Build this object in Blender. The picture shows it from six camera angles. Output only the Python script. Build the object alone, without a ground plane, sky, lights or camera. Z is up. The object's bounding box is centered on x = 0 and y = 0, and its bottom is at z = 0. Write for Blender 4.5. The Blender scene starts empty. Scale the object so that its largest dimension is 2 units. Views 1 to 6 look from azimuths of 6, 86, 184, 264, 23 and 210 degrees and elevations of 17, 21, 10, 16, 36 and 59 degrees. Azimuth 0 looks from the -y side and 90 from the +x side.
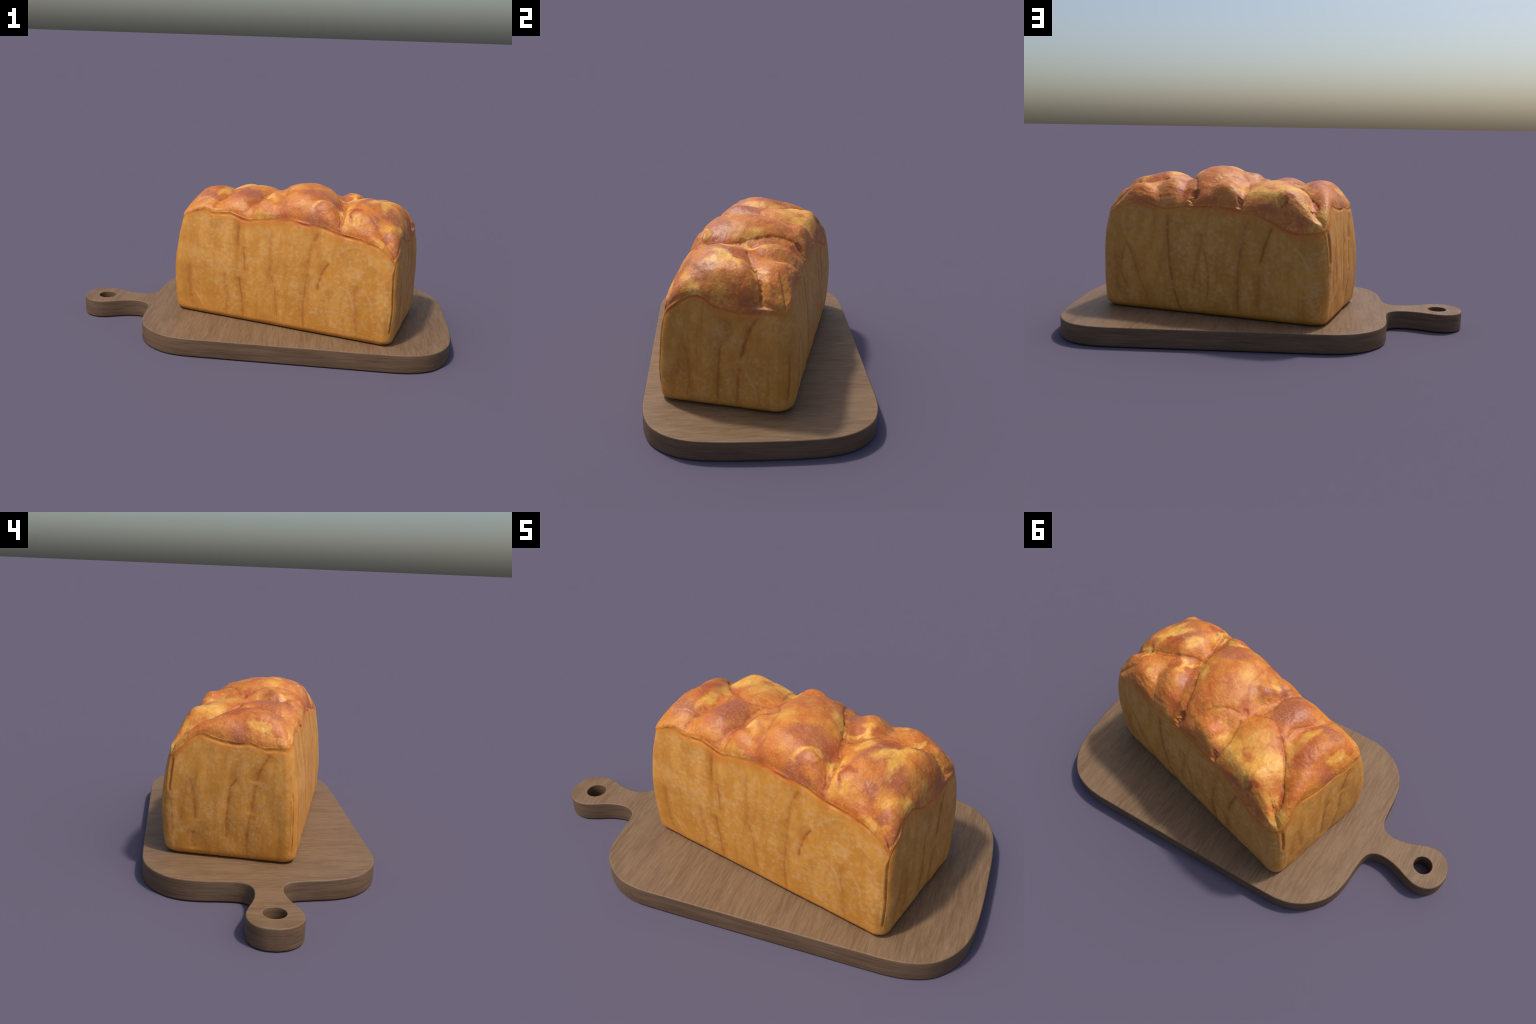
"""A loaf of pan bread with a knobbly baked crown, lying askew on a wooden serving board."""
import bpy, bmesh, math
import numpy as np
from mathutils import Vector, Matrix

rng = np.random.default_rng(7)

# ------------------------------------------------------------------ helpers
def link(obj, parent=None):
    bpy.context.scene.collection.objects.link(obj)
    if parent is not None:
        obj.parent = parent
    return obj


def empty(name, loc=(0, 0, 0), rot=0.0):
    e = bpy.data.objects.new(name, None)
    e.empty_display_size = 0.1
    e.location = loc
    e.rotation_euler = (0, 0, rot)
    return link(e)


_perm = np.random.default_rng(11).permutation(512).astype(np.int64)
_grad = np.random.default_rng(12).normal(size=(512, 3))
_grad /= np.linalg.norm(_grad, axis=1)[:, None]


def perlin(p):
    """Gradient noise at points p (n,3), about -0.7..0.7."""
    i = np.floor(p).astype(np.int64)
    f = p - i
    w = f * f * f * (f * (f * 6 - 15) + 10)
    out = np.zeros(len(p))
    for dx in (0, 1):
        for dy in (0, 1):
            for dz in (0, 1):
                h = _perm[(i[:, 0] + dx) & 511]
                h = _perm[(h + i[:, 1] + dy) & 511]
                h = _perm[(h + i[:, 2] + dz) & 511]
                g = _grad[h]
                d = g[:, 0] * (f[:, 0] - dx) + g[:, 1] * (f[:, 1] - dy) + g[:, 2] * (f[:, 2] - dz)
                wx = w[:, 0] if dx else 1 - w[:, 0]
                wy = w[:, 1] if dy else 1 - w[:, 1]
                wz = w[:, 2] if dz else 1 - w[:, 2]
                out += d * wx * wy * wz
    return out


def fbm(p, octaves=3, gain=0.5):
    a, s, out = 1.0, 1.0, 0.0
    for k in range(octaves):
        out = out + a * perlin(p * s + 17.3 * k)
        a *= gain
        s *= 2.03
    return out


def smooth(a, b, x):
    t = np.clip((x - a) / (b - a), 0, 1)
    return t * t * (3 - 2 * t)


def dist_polyline(x, y, pts):
    """Distance to a polyline and the position along it (0..1)."""
    best = np.full(x.shape, 1e9)
    along = np.zeros(x.shape)
    n = len(pts) - 1
    for k in range(n):
        (ax, ay), (bx, by) = pts[k], pts[k + 1]
        ex, ey = bx - ax, by - ay
        u = np.clip(((x - ax) * ex + (y - ay) * ey) / (ex * ex + ey * ey + 1e-12), 0, 1)
        d = np.hypot(x - ax - u * ex, y - ay - u * ey)
        m = d < best
        best = np.where(m, d, best)
        along = np.where(m, (k + u) / n, along)
    return best, along


def resample(pts, step=0.012):
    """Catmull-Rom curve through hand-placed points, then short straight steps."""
    P = [np.array(p, float) for p in pts]
    P = [2 * P[0] - P[1]] + P + [2 * P[-1] - P[-2]]
    out = []
    for k in range(1, len(P) - 2):
        n = max(2, int(np.linalg.norm(P[k + 1] - P[k]) / step))
        for j in range(n):
            t = j / n
            out.append(0.5 * (2 * P[k] + (P[k + 1] - P[k - 1]) * t + (2 * P[k - 1] - 5 * P[k] + 4 * P[k + 1] - P[k + 2]) * t * t
                              + (3 * P[k] - P[k - 1] - 3 * P[k + 1] + P[k + 2]) * t ** 3))
    out.append(P[-2])
    return out


# ------------------------------------------------------------------ node helpers
class Nodes:
    def __init__(self, name):
        self.mat = bpy.data.materials.new(name)
        self.mat.use_nodes = True
        self.t = self.mat.node_tree
        self.t.nodes.clear()
        self.out = self.t.nodes.new('ShaderNodeOutputMaterial')
        self.bsdf = self.t.nodes.new('ShaderNodeBsdfPrincipled')
        self.t.links.new(self.bsdf.outputs[0], self.out.inputs[0])

    def put(self, sock, v):
        if isinstance(v, bpy.types.NodeSocket):
            self.t.links.new(v, sock)
        else:
            sock.default_value = v

    def node(self, kind, **props):
        n = self.t.nodes.new(kind)
        for k, v in props.items():
            setattr(n, k, v)
        return n

    def math(self, op, a, b=0.0, c=0.0, clamp=False):
        n = self.node('ShaderNodeMath', operation=op, use_clamp=clamp)
        for s, v in zip(n.inputs, (a, b, c)):
            self.put(s, v)
        return n.outputs[0]

    def vmath(self, op, a, b=(0, 0, 0), scale=None, third=None):
        n = self.node('ShaderNodeVectorMath', operation=op)
        self.put(n.inputs[0], a)
        self.put(n.inputs[1], b)
        if third is not None:
            self.put(n.inputs[2], third)
        if scale is not None:
            self.put(n.inputs['Scale'], scale)
        return n.outputs['Value'] if op in ('LENGTH', 'DOT_PRODUCT', 'DISTANCE') else n.outputs[0]

    def noise(self, vec, scale, detail=3.0, rough=0.55, distort=0.0, color=False):
        n = self.node('ShaderNodeTexNoise')
        self.put(n.inputs['Vector'], vec)
        self.put(n.inputs['Scale'], scale)
        n.inputs['Detail'].default_value = detail
        n.inputs['Roughness'].default_value = rough
        n.inputs['Distortion'].default_value = distort
        return n.outputs['Color' if color else 'Fac']

    def remap(self, v, a, b, c=0.0, d=1.0, soft=True):
        n = self.node('ShaderNodeMapRange', interpolation_type='SMOOTHSTEP' if soft else 'LINEAR')
        for s, x in zip(n.inputs, (v, a, b, c, d)):
            self.put(s, x)
        return n.outputs[0]

    def mix(self, f, a, b, blend='MIX'):
        n = self.node('ShaderNodeMix', data_type='RGBA', blend_type=blend)
        self.put(n.inputs[0], f)
        for s, v in ((n.inputs[6], a), (n.inputs[7], b)):
            self.put(s, (*v, 1.0) if isinstance(v, tuple) and len(v) == 3 else v)
        return n.outputs[2]

    def mapping(self, vec, loc=(0, 0, 0), rot=(0, 0, 0), scale=(1, 1, 1), kind='POINT'):
        n = self.node('ShaderNodeMapping', vector_type=kind)
        self.put(n.inputs[0], vec)
        n.inputs['Location'].default_value = loc
        n.inputs['Rotation'].default_value = rot
        n.inputs['Scale'].default_value = scale
        return n.outputs[0]

    def coords(self):
        return self.node('ShaderNodeTexCoord').outputs['Object']

    def split(self, vec):
        n = self.node('ShaderNodeSeparateXYZ')
        self.put(n.inputs[0], vec)
        return n.outputs

    def join(self, x, y, z):
        n = self.node('ShaderNodeCombineXYZ')
        for s, v in zip(n.inputs, (x, y, z)):
            self.put(s, v)
        return n.outputs[0]

    def bump(self, h, strength, dist, normal=None):
        n = self.node('ShaderNodeBump')
        n.inputs['Strength'].default_value = strength
        n.inputs['Distance'].default_value = dist
        self.put(n.inputs['Height'], h)
        if normal is not None:
            self.put(n.inputs['Normal'], normal)
        return n.outputs[0]

    def curve_of(self, v, pts, lo, hi):
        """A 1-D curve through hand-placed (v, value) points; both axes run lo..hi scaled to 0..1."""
        n = self.node('ShaderNodeFloatCurve')
        c = n.mapping.curves[0]
        pts = sorted(pts)
        c.points[0].location = pts[0]
        c.points[-1].location = pts[-1]
        for p in pts[1:-1]:
            c.points.new(*p)
        n.mapping.update()
        self.put(n.inputs['Value'], v)
        return n.outputs[0]


# ------------------------------------------------------------------ mesh helpers
def mesh_from(verts, faces4, ngons=()):
    me = bpy.data.meshes.new('whole')
    F = [tuple(int(i) for i in f) for f in ngons]
    nv, nq = len(verts), len(faces4)
    loops = np.concatenate([np.asarray(faces4, np.int32).ravel()] + [np.array(f, np.int32) for f in F])
    starts = list(range(0, 4 * nq, 4))
    totals = [4] * nq
    at = 4 * nq
    for f in F:
        starts.append(at)
        totals.append(len(f))
        at += len(f)
    me.vertices.add(nv)
    me.vertices.foreach_set('co', np.asarray(verts, np.float32).ravel())
    me.loops.add(len(loops))
    me.loops.foreach_set('vertex_index', loops)
    me.polygons.add(len(starts))
    me.polygons.foreach_set('loop_start', np.array(starts, np.int32))
    me.polygons.foreach_set('loop_total', np.array(totals, np.int32))
    me.update(calc_edges=True)
    me.validate()
    return me


def split_into_parts(me, group_of_face, parts):
    """Cut one smooth mesh into named parts by face group; each keeps the whole body's corner normals."""
    nl, npoly, nv = len(me.loops), len(me.polygons), len(me.vertices)
    co = np.empty(nv * 3, np.float32)
    me.vertices.foreach_get('co', co)
    co = co.reshape(-1, 3)
    lv = np.empty(nl, np.int32)
    me.loops.foreach_get('vertex_index', lv)
    ls = np.empty(npoly, np.int32)
    lt = np.empty(npoly, np.int32)
    mi = np.empty(npoly, np.int32)
    me.polygons.foreach_get('loop_start', ls)
    me.polygons.foreach_get('loop_total', lt)
    me.polygons.foreach_get('material_index', mi)
    cn = np.empty(nl * 3, np.float32)
    me.corner_normals.foreach_get('vector', cn)
    cn = cn.reshape(-1, 3)
    made = []
    for g, (name, mats, parent) in enumerate(parts):
        sel = np.nonzero(group_of_face == g)[0]
        idx = np.concatenate([np.arange(ls[f], ls[f] + lt[f]) for f in sel])
        used, inv = np.unique(lv[idx], return_inverse=True)
        m = bpy.data.meshes.new(name)
        m.vertices.add(len(used))
        m.vertices.foreach_set('co', co[used].ravel())
        m.loops.add(len(idx))
        m.loops.foreach_set('vertex_index', inv.astype(np.int32))
        m.polygons.add(len(sel))
        tot = lt[sel]
        m.polygons.foreach_set('loop_start', np.concatenate([[0], np.cumsum(tot)[:-1]]).astype(np.int32))
        m.polygons.foreach_set('loop_total', tot)
        for mt in mats:
            m.materials.append(mt)
        m.polygons.foreach_set('material_index', mi[sel] if len(mats) > 1 else np.zeros(len(sel), np.int32))
        m.update(calc_edges=True)
        m.polygons.foreach_set('use_smooth', np.ones(len(sel), bool))
        m.normals_split_custom_set([tuple(map(float, n)) for n in cn[idx]])
        o = bpy.data.objects.new(name, m)
        link(o, parent)
        made.append(o)
    return made


# Marks on the tin-baked sides: (kind, half width, strength, points as (along the wall, height)).
MARKS = {}
MARKS['front'] = [
    ('stain', 0.01, 0.9, [(-0.217, 0.636), (-0.234, 0.593), (-0.234, 0.539), (-0.231, 0.48)]),
    ('stain', 0.007, 0.8, [(-0.2, 0.498), (-0.189, 0.426), (-0.183, 0.362)]),
    ('stain', 0.006, 0.8, [(-0.213, 0.338), (-0.203, 0.273), (-0.193, 0.211), (-0.186, 0.121)]),
    ('stain', 0.016, 0.5, [(-0.297, 0.349), (-0.289, 0.288), (-0.274, 0.201), (-0.279, 0.114)]),
    ('stain', 0.014, 0.45, [(-0.054, 0.585), (-0.052, 0.474), (-0.046, 0.406), (-0.059, 0.311), (-0.066, 0.213)]),
    ('stain', 0.005, 0.6, [(-0.041, 0.37), (-0.019, 0.303), (-0.008, 0.228), (0.002, 0.131)]),
    ('flour', 0.01, 0.6, [(-0.473, 0.494), (-0.469, 0.438), (-0.448, 0.389)]),
    ('flour', 0.006, 0.9, [(-0.469, 0.228), (-0.443, 0.187), (-0.406, 0.137)]),
    ('stain', 0.016, 0.6, [(-0.499, 0.362), (-0.498, 0.323), (-0.493, 0.239), (-0.47, 0.126)]),
    ('stain', 0.014, 0.7, [(0.193, 0.621), (0.167, 0.57), (0.152, 0.502), (0.147, 0.413)]),
    ('stain', 0.007, 0.7, [(0.147, 0.413), (0.144, 0.33), (0.138, 0.249), (0.14, 0.177), (0.149, 0.115)]),
    ('stain', 0.008, 1.0, [(0.259, 0.478), (0.232, 0.434), (0.214, 0.378), (0.203, 0.317)]),
    ('stain', 0.013, 0.6, [(0.402, 0.394), (0.394, 0.335), (0.41, 0.227), (0.419, 0.119)]),
    ('flour', 0.012, 0.8, [(0.307, 0.529), (0.315, 0.538), (0.339, 0.559), (0.39, 0.576)]),
    ('flour', 0.008, 0.8, [(0.333, 0.365), (0.362, 0.343), (0.389, 0.293), (0.397, 0.248)]),
    ('flour', 0.007, 0.6, [(0.44, 0.36), (0.476, 0.308), (0.488, 0.265)]),
    ('fold', 0.009, 1, [(0.596, 0.627), (0.59, 0.58), (0.579, 0.533)]),
    ('fold', 0.007, 1, [(0.585, 0.521), (0.576, 0.452), (0.577, 0.392), (0.584, 0.305), (0.582, 0.213), (0.579, 0.166)]),
]
MARKS['right'] = [
    ('stain', 0.018, 0.5, [(0.005, 0.527), (0.013, 0.488), (0.004, 0.435), (-0.014, 0.396)]),
    ('stain', 0.006, 0.9, [(0.004, 0.417), (-0.014, 0.396), (-0.022, 0.342), (-0.026, 0.274), (-0.028, 0.213), (-0.028, 0.129)]),
    ('stain', 0.01, 1.0, [(0.141, 0.541), (0.105, 0.476), (0.089, 0.427), (0.079, 0.377), (0.069, 0.345)]),
    ('stain', 0.008, 0.7, [(0.066, 0.306), (0.059, 0.246), (0.055, 0.183), (0.055, 0.128)]),
    ('stain', 0.016, 0.5, [(-0.195, 0.39), (-0.203, 0.311), (-0.209, 0.238)]),
    ('stain', 0.006, 0.6, [(-0.18, 0.384), (-0.162, 0.328), (-0.155, 0.257), (-0.162, 0.186), (-0.172, 0.138)]),
    ('stain', 0.006, 0.8, [(0.285, 0.398), (0.278, 0.314), (0.275, 0.235), (0.271, 0.165)]),
    ('flour', 0.008, 0.7, [(0.088, 0.289), (0.109, 0.252), (0.135, 0.207)]),
]
MARKS['back'] = [
    ('stain', 0.01, 0.9, [(0.222, 0.599), (0.22, 0.507), (0.211, 0.438), (0.206, 0.377), (0.193, 0.295), (0.181, 0.224)]),
    ('stain', 0.007, 1, [(0.181, 0.224), (0.166, 0.165), (0.146, 0.11)]),
    ('stain', 0.005, 0.8, [(0.445, 0.439), (0.409, 0.37), (0.387, 0.311), (0.361, 0.245), (0.341, 0.185), (0.322, 0.125)]),
    ('flour', 0.01, 0.7, [(0.472, 0.563), (0.46, 0.501), (0.446, 0.462)]),
    ('stain', 0.005, 0.7, [(0.449, 0.422), (0.467, 0.341), (0.471, 0.28), (0.456, 0.241), (0.427, 0.194)]),
    ('stain', 0.02, 0.6, [(0.499, 0.371), (0.487, 0.291), (0.493, 0.229), (0.478, 0.168)]),
    ('stain', 0.014, 0.6, [(0.043, 0.503), (0.037, 0.45), (0.052, 0.365), (0.069, 0.286), (0.074, 0.222)]),
    ('stain', 0.006, 0.7, [(0.024, 0.428), (0.006, 0.361), (-0.003, 0.292), (-0.0, 0.213), (0.012, 0.152)]),
    ('stain', 0.012, 0.5, [(-0.197, 0.57), (-0.184, 0.528), (-0.174, 0.479), (-0.167, 0.442)]),
    ('stain', 0.007, 0.9, [(-0.194, 0.473), (-0.171, 0.442), (-0.163, 0.381), (-0.158, 0.324), (-0.155, 0.266), (-0.154, 0.188), (-0.157, 0.129)]),
    ('stain', 0.009, 1, [(-0.324, 0.555), (-0.303, 0.506), (-0.29, 0.465), (-0.276, 0.408), (-0.265, 0.37)]),
    ('stain', 0.01, 0.6, [(-0.266, 0.333), (-0.261, 0.275), (-0.253, 0.198), (-0.255, 0.159)]),
    ('flour', 0.008, 0.9, [(-0.43, 0.445), (-0.457, 0.433), (-0.485, 0.395), (-0.506, 0.352)]),
    ('flour', 0.008, 0.8, [(-0.29, 0.316), (-0.319, 0.269), (-0.343, 0.225)]),
    ('fold', 0.008, 0.8, [(-0.584, 0.449), (-0.588, 0.395), (-0.595, 0.305)]),
]
MARKS['left'] = [
    ('stain', 0.018, 0.55, [(-0.03, 0.568), (-0.044, 0.542), (-0.026, 0.515), (-0.014, 0.46)]),
    ('stain', 0.006, 1, [(-0.04, 0.478), (-0.022, 0.445), (-0.009, 0.425), (-0.005, 0.385), (0.002, 0.325), (0.004, 0.264), (0.001, 0.188)]),
    ('stain', 0.009, 1, [(-0.174, 0.583), (-0.147, 0.536), (-0.127, 0.489), (-0.121, 0.45)]),
    ('stain', 0.01, 0.6, [(-0.121, 0.45), (-0.109, 0.399), (-0.105, 0.347), (-0.101, 0.315)]),
    ('stain', 0.008, 0.7, [(-0.101, 0.315), (-0.092, 0.253), (-0.085, 0.189), (-0.091, 0.107)]),
    ('stain', 0.014, 0.5, [(0.184, 0.443), (0.194, 0.367), (0.204, 0.285), (0.208, 0.243)]),
    ('stain', 0.005, 0.7, [(0.169, 0.456), (0.155, 0.39), (0.143, 0.311), (0.141, 0.258)]),
    ('stain', 0.008, 0.6, [(0.148, 0.219), (0.154, 0.167), (0.153, 0.128)]),
    ('stain', 0.005, 0.7, [(0.251, 0.362), (0.245, 0.301), (0.243, 0.197)]),
    ('fold', 0.008, 1, [(0.247, 0.534), (0.255, 0.44), (0.258, 0.389)]),
    ('fold', 0.006, 0.8, [(-0.262, 0.546), (-0.278, 0.483), (-0.283, 0.438), (-0.278, 0.403), (-0.285, 0.373), (-0.284, 0.293), (-0.289, 0.232), (-0.281, 0.147)]),
]

# Colour patches of the crown: (x, y, long radius, short radius, turn, strength) in the loaf frame.
PALE = [
    (-0.545, 0.245, 0.050, 0.035, 0.80, 0.9),
    (0.560, 0.155, 0.035, 0.010, 0.30, 0.7),
    (0.431, -0.051, 0.062, 0.025, 0.88, 1),
    (0.479, 0.030, 0.030, 0.011, 0.56, 0.8),
    (0.324, -0.058, 0.040, 0.024, 0.94, 1),
    (0.296, -0.167, 0.047, 0.029, -1.17, 1),
    (0.481, 0.107, 0.033, 0.017, 0.62, 0.9),
    (0.374, 0.190, 0.027, 0.020, -0.85, 0.8),
    (0.283, 0.051, 0.050, 0.017, -1.08, 0.9),
    (0.185, 0.014, 0.057, 0.020, -0.56, 0.8),
    (-0.074, -0.161, 0.044, 0.024, -1.04, 0.6),
    (-0.125, 0.184, 0.038, 0.014, 1.11, 0.8),
    (-0.206, 0.188, 0.083, 0.035, -0.59, 1),
    (-0.245, 0.086, 0.076, 0.049, 1.03, 0.6),
    (-0.359, 0.141, 0.083, 0.053, 1.08, 1),
    (-0.320, 0.215, 0.054, 0.036, 0.34, 0.9),
    (-0.397, -0.073, 0.069, 0.025, 1.56, 1),
    (-0.390, 0.024, 0.050, 0.018, -0.72, 0.8),
    (-0.537, -0.124, 0.066, 0.014, 1.21, 0.9),
    (-0.468, 0.217, 0.037, 0.022, 0.89, 0.7),
    (-0.388, -0.095, 0.032, 0.025, 1.04, 1),
    (-0.397, -0.014, 0.047, 0.020, 1.33, 0.8),
    (-0.352, 0.124, 0.082, 0.029, 0.17, 0.8),
    (-0.107, -0.155, 0.025, 0.015, -0.02, 0.8),
    (0.013, -0.106, 0.059, 0.035, -0.41, 0.5),
    (0.195, -0.187, 0.068, 0.015, 0.58, 0.9),
    (0.339, -0.234, 0.034, 0.022, -0.19, 1),
    (0.283, -0.183, 0.056, 0.019, -0.90, 0.9),
    (0.465, -0.040, 0.093, 0.017, -1.53, 1),
    (0.552, -0.139, 0.041, 0.017, 0.90, 1),
    (0.515, -0.189, 0.024, 0.010, 0.71, 0.7),
    (0.494, -0.261, 0.034, 0.008, 0.30, 0.7),
    (-0.113, -0.262, 0.065, 0.008, 0.00, 0.6),
    (0.194, 0.010, 0.041, 0.015, -1.16, 0.7),
    (0.259, 0.029, 0.050, 0.009, 0.90, 0.8),
    (0.458, 0.133, 0.031, 0.010, 1.06, 0.8),
    (0.262, 0.092, 0.032, 0.013, 0.29, 0.8),
    (0.570, 0.002, 0.052, 0.008, 1.57, 0.6),
]
BROWN = [
    (0.474, -0.084, 0.054, 0.037, -0.08, 0.8),
    (0.391, -0.089, 0.075, 0.024, 0.88, 0.9),
    (0.186, -0.145, 0.090, 0.054, 0.13, 0.8),
    (0.209, 0.102, 0.053, 0.033, -0.74, 0.8),
    (-0.114, -0.105, 0.047, 0.021, 1.13, 0.8),
    (-0.244, -0.116, 0.091, 0.075, 1.03, 1),
    (-0.464, -0.169, 0.052, 0.033, -1.41, 0.8),
    (-0.559, -0.030, 0.048, 0.028, 1.21, 0.8),
    (-0.288, 0.262, 0.065, 0.008, -0.00, 0.6),
    (-0.137, 0.231, 0.027, 0.022, -1.55, 0.5),
    (-0.064, -0.063, 0.039, 0.027, 0.99, 0.5),
    (-0.437, -0.172, 0.071, 0.036, 0.03, 0.9),
    (-0.237, -0.132, 0.053, 0.033, 0.26, 0.9),
    (-0.153, -0.169, 0.051, 0.025, 0.40, 0.9),
    (-0.065, -0.262, 0.069, 0.008, -0.00, 0.9),
    (0.126, -0.131, 0.077, 0.036, 0.73, 0.8),
    (0.153, -0.251, 0.050, 0.022, 0.53, 0.9),
    (0.204, -0.262, 0.051, 0.008, 0.14, 0.9),
    (0.396, -0.069, 0.057, 0.051, 1.31, 0.9),
    (0.495, -0.121, 0.062, 0.038, 0.96, 0.9),
    (0.443, -0.201, 0.033, 0.023, 0.49, 0.9),
    (0.528, -0.226, 0.043, 0.018, 0.68, 0.9),
    (0.563, -0.244, 0.034, 0.014, 1.10, 0.8),
    (0.570, 0.132, 0.072, 0.008, 1.57, 0.9),
    (0.239, 0.051, 0.033, 0.018, 0.92, 0.7),
]
RUST = [
    (0.336, -0.201, 0.051, 0.020, -1.53, 0.9),
    (0.407, 0.006, 0.045, 0.028, 0.44, 0.9),
    (-0.441, -0.021, 0.064, 0.026, -1.26, 0.9),
    (-0.381, 0.229, 0.035, 0.011, 0.65, 0.8),
    (0.168, 0.211, 0.047, 0.027, -0.62, 0.7),
    (-0.328, 0.017, 0.073, 0.016, -0.75, 0.6),
    (-0.091, 0.005, 0.035, 0.025, -0.99, 0.6),
    (0.293, -0.001, 0.061, 0.016, 0.83, 0.6),
    (-0.440, -0.008, 0.072, 0.047, -0.93, 0.9),
    (-0.025, -0.216, 0.112, 0.021, -0.90, 0.7),
    (0.342, -0.185, 0.042, 0.013, -0.46, 0.9),
    (0.314, 0.078, 0.033, 0.014, 0.87, 0.8),
    (0.240, -0.144, 0.035, 0.025, 1.39, 0.8),
    (0.277, -0.246, 0.033, 0.021, -0.47, 0.7),
    (-0.180, -0.204, 0.033, 0.024, 0.43, 0.7),
]



# ------------------------------------------------------------------ the loaf: shape
Z0 = 0.0945                      # the loaf rests here, just clear of the board
LOAF_AT, LOAF_TURN = (0.187, -0.003), math.radians(-15.3)

# How far each side of the tin-shaped body stands from the middle: c0 + c1 y + c2 y^2, y = (z - 0.35) / 0.25
WALL = dict(right=(0.5969, -0.009, -0.0163), left=(0.5978, -0.0066, -0.0206), back=(0.3011, -0.0123, -0.024), front=(0.2965, -0.0166, -0.0142))
CORNER_R = {(1, 1): .075, (1, -1): .05, (-1, 1): .06, (-1, -1): .048}   # plan radius of the four upright corners
RIM_ROUND = dict(right=0.064, left=0.080, back=0.066, front=0.082)   # how far in from each side the crown rounds over

# Height of the crust's edge along each side (position along the side, height)
SEAM = {
    'front': [(-0.58, 0.6), (-0.529, 0.633), (-0.461, 0.655), (-0.388, 0.645), (-0.3, 0.655), (-0.227, 0.635), (-0.191, 0.631), (-0.072, 0.652), (0.05, 0.659), (0.114, 0.645), (0.216, 0.641), (0.294, 0.622), (0.41, 0.607), (0.491, 0.586), (0.535, 0.555), (0.585, 0.49)],
    'right': [(-0.268, 0.49), (-0.247, 0.528), (-0.203, 0.57), (-0.155, 0.604), (-0.121, 0.611), (-0.091, 0.598), (-0.049, 0.571), (0.045, 0.553), (0.139, 0.559), (0.2, 0.565), (0.268, 0.56)],
    'back': [(0.585, 0.56), (0.504, 0.597), (0.438, 0.623), (0.354, 0.632), (0.31, 0.618), (0.247, 0.604), (0.185, 0.613), (0.136, 0.624), (0.063, 0.622), (-0.027, 0.626), (-0.115, 0.62), (-0.202, 0.603), (-0.26, 0.593), (-0.322, 0.567), (-0.373, 0.541), (-0.423, 0.524), (-0.484, 0.526), (-0.538, 0.535), (-0.585, 0.54)],
    'left': [(0.268, 0.54), (0.228, 0.563), (0.189, 0.612), (0.157, 0.637), (0.132, 0.644), (0.077, 0.631), (0.035, 0.621), (-0.025, 0.615), (-0.085, 0.62), (-0.117, 0.611), (-0.152, 0.6), (-0.186, 0.605), (-0.268, 0.6)],
}
# Height where each side turns over into the crown (a little above the crust's edge)
RIM = {
    'front': [(-0.58, 0.615), (-0.529, 0.64), (-0.461, 0.665), (-0.388, 0.655), (-0.3, 0.665), (-0.227, 0.645), (-0.191, 0.64), (-0.072, 0.66), (0.05, 0.667), (0.216, 0.65), (0.294, 0.632), (0.41, 0.615), (0.491, 0.598), (0.54, 0.57), (0.585, 0.52)],
    'right': [(-0.268, 0.52), (-0.235, 0.56), (-0.203, 0.59), (-0.155, 0.612), (-0.121, 0.618), (-0.091, 0.606), (-0.049, 0.592), (0.045, 0.585), (0.139, 0.588), (0.2, 0.585), (0.268, 0.575)],
    'back': [(0.585, 0.575), (0.504, 0.61), (0.438, 0.63), (0.354, 0.64), (0.31, 0.63), (0.247, 0.618), (0.185, 0.622), (0.136, 0.632), (0.063, 0.632), (-0.027, 0.636), (-0.115, 0.634), (-0.202, 0.622), (-0.322, 0.612), (-0.423, 0.6), (-0.5, 0.585), (-0.585, 0.555)],
    'left': [(0.268, 0.555), (0.228, 0.585), (0.189, 0.62), (0.157, 0.642), (0.132, 0.65), (0.077, 0.638), (0.035, 0.628), (-0.025, 0.622), (-0.085, 0.627), (-0.152, 0.61), (-0.186, 0.615), (-0.268, 0.613)],
}
# How strongly the crust's lip overhangs (position along the side, 0..1)
LIP = {
    'front': [(-.58, .2), (-.43, .1), (-.38, 1), (-.23, 1), (-.19, .35), (-.1, .4), (.05, .3), (.12, .5), (.2, .3), (.3, 1), (.47, .9), (.51, .2), (.585, .05)],
    'right': [(-.268, .1), (-.22, 1), (-.1, 1), (.02, .8), (.1, .5), (.2, .2), (.268, .1)],
    'back': [(-.585, .1), (-.5, .7), (-.36, .7), (-.2, .6), (.05, .6), (.12, 1), (.3, .7), (.45, .2), (.585, .1)],
    'left': [(-.268, .3), (-.2, .6), (-.12, 1), (.07, .9), (.13, .35), (.2, .1), (.268, .1)],
}
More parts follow.
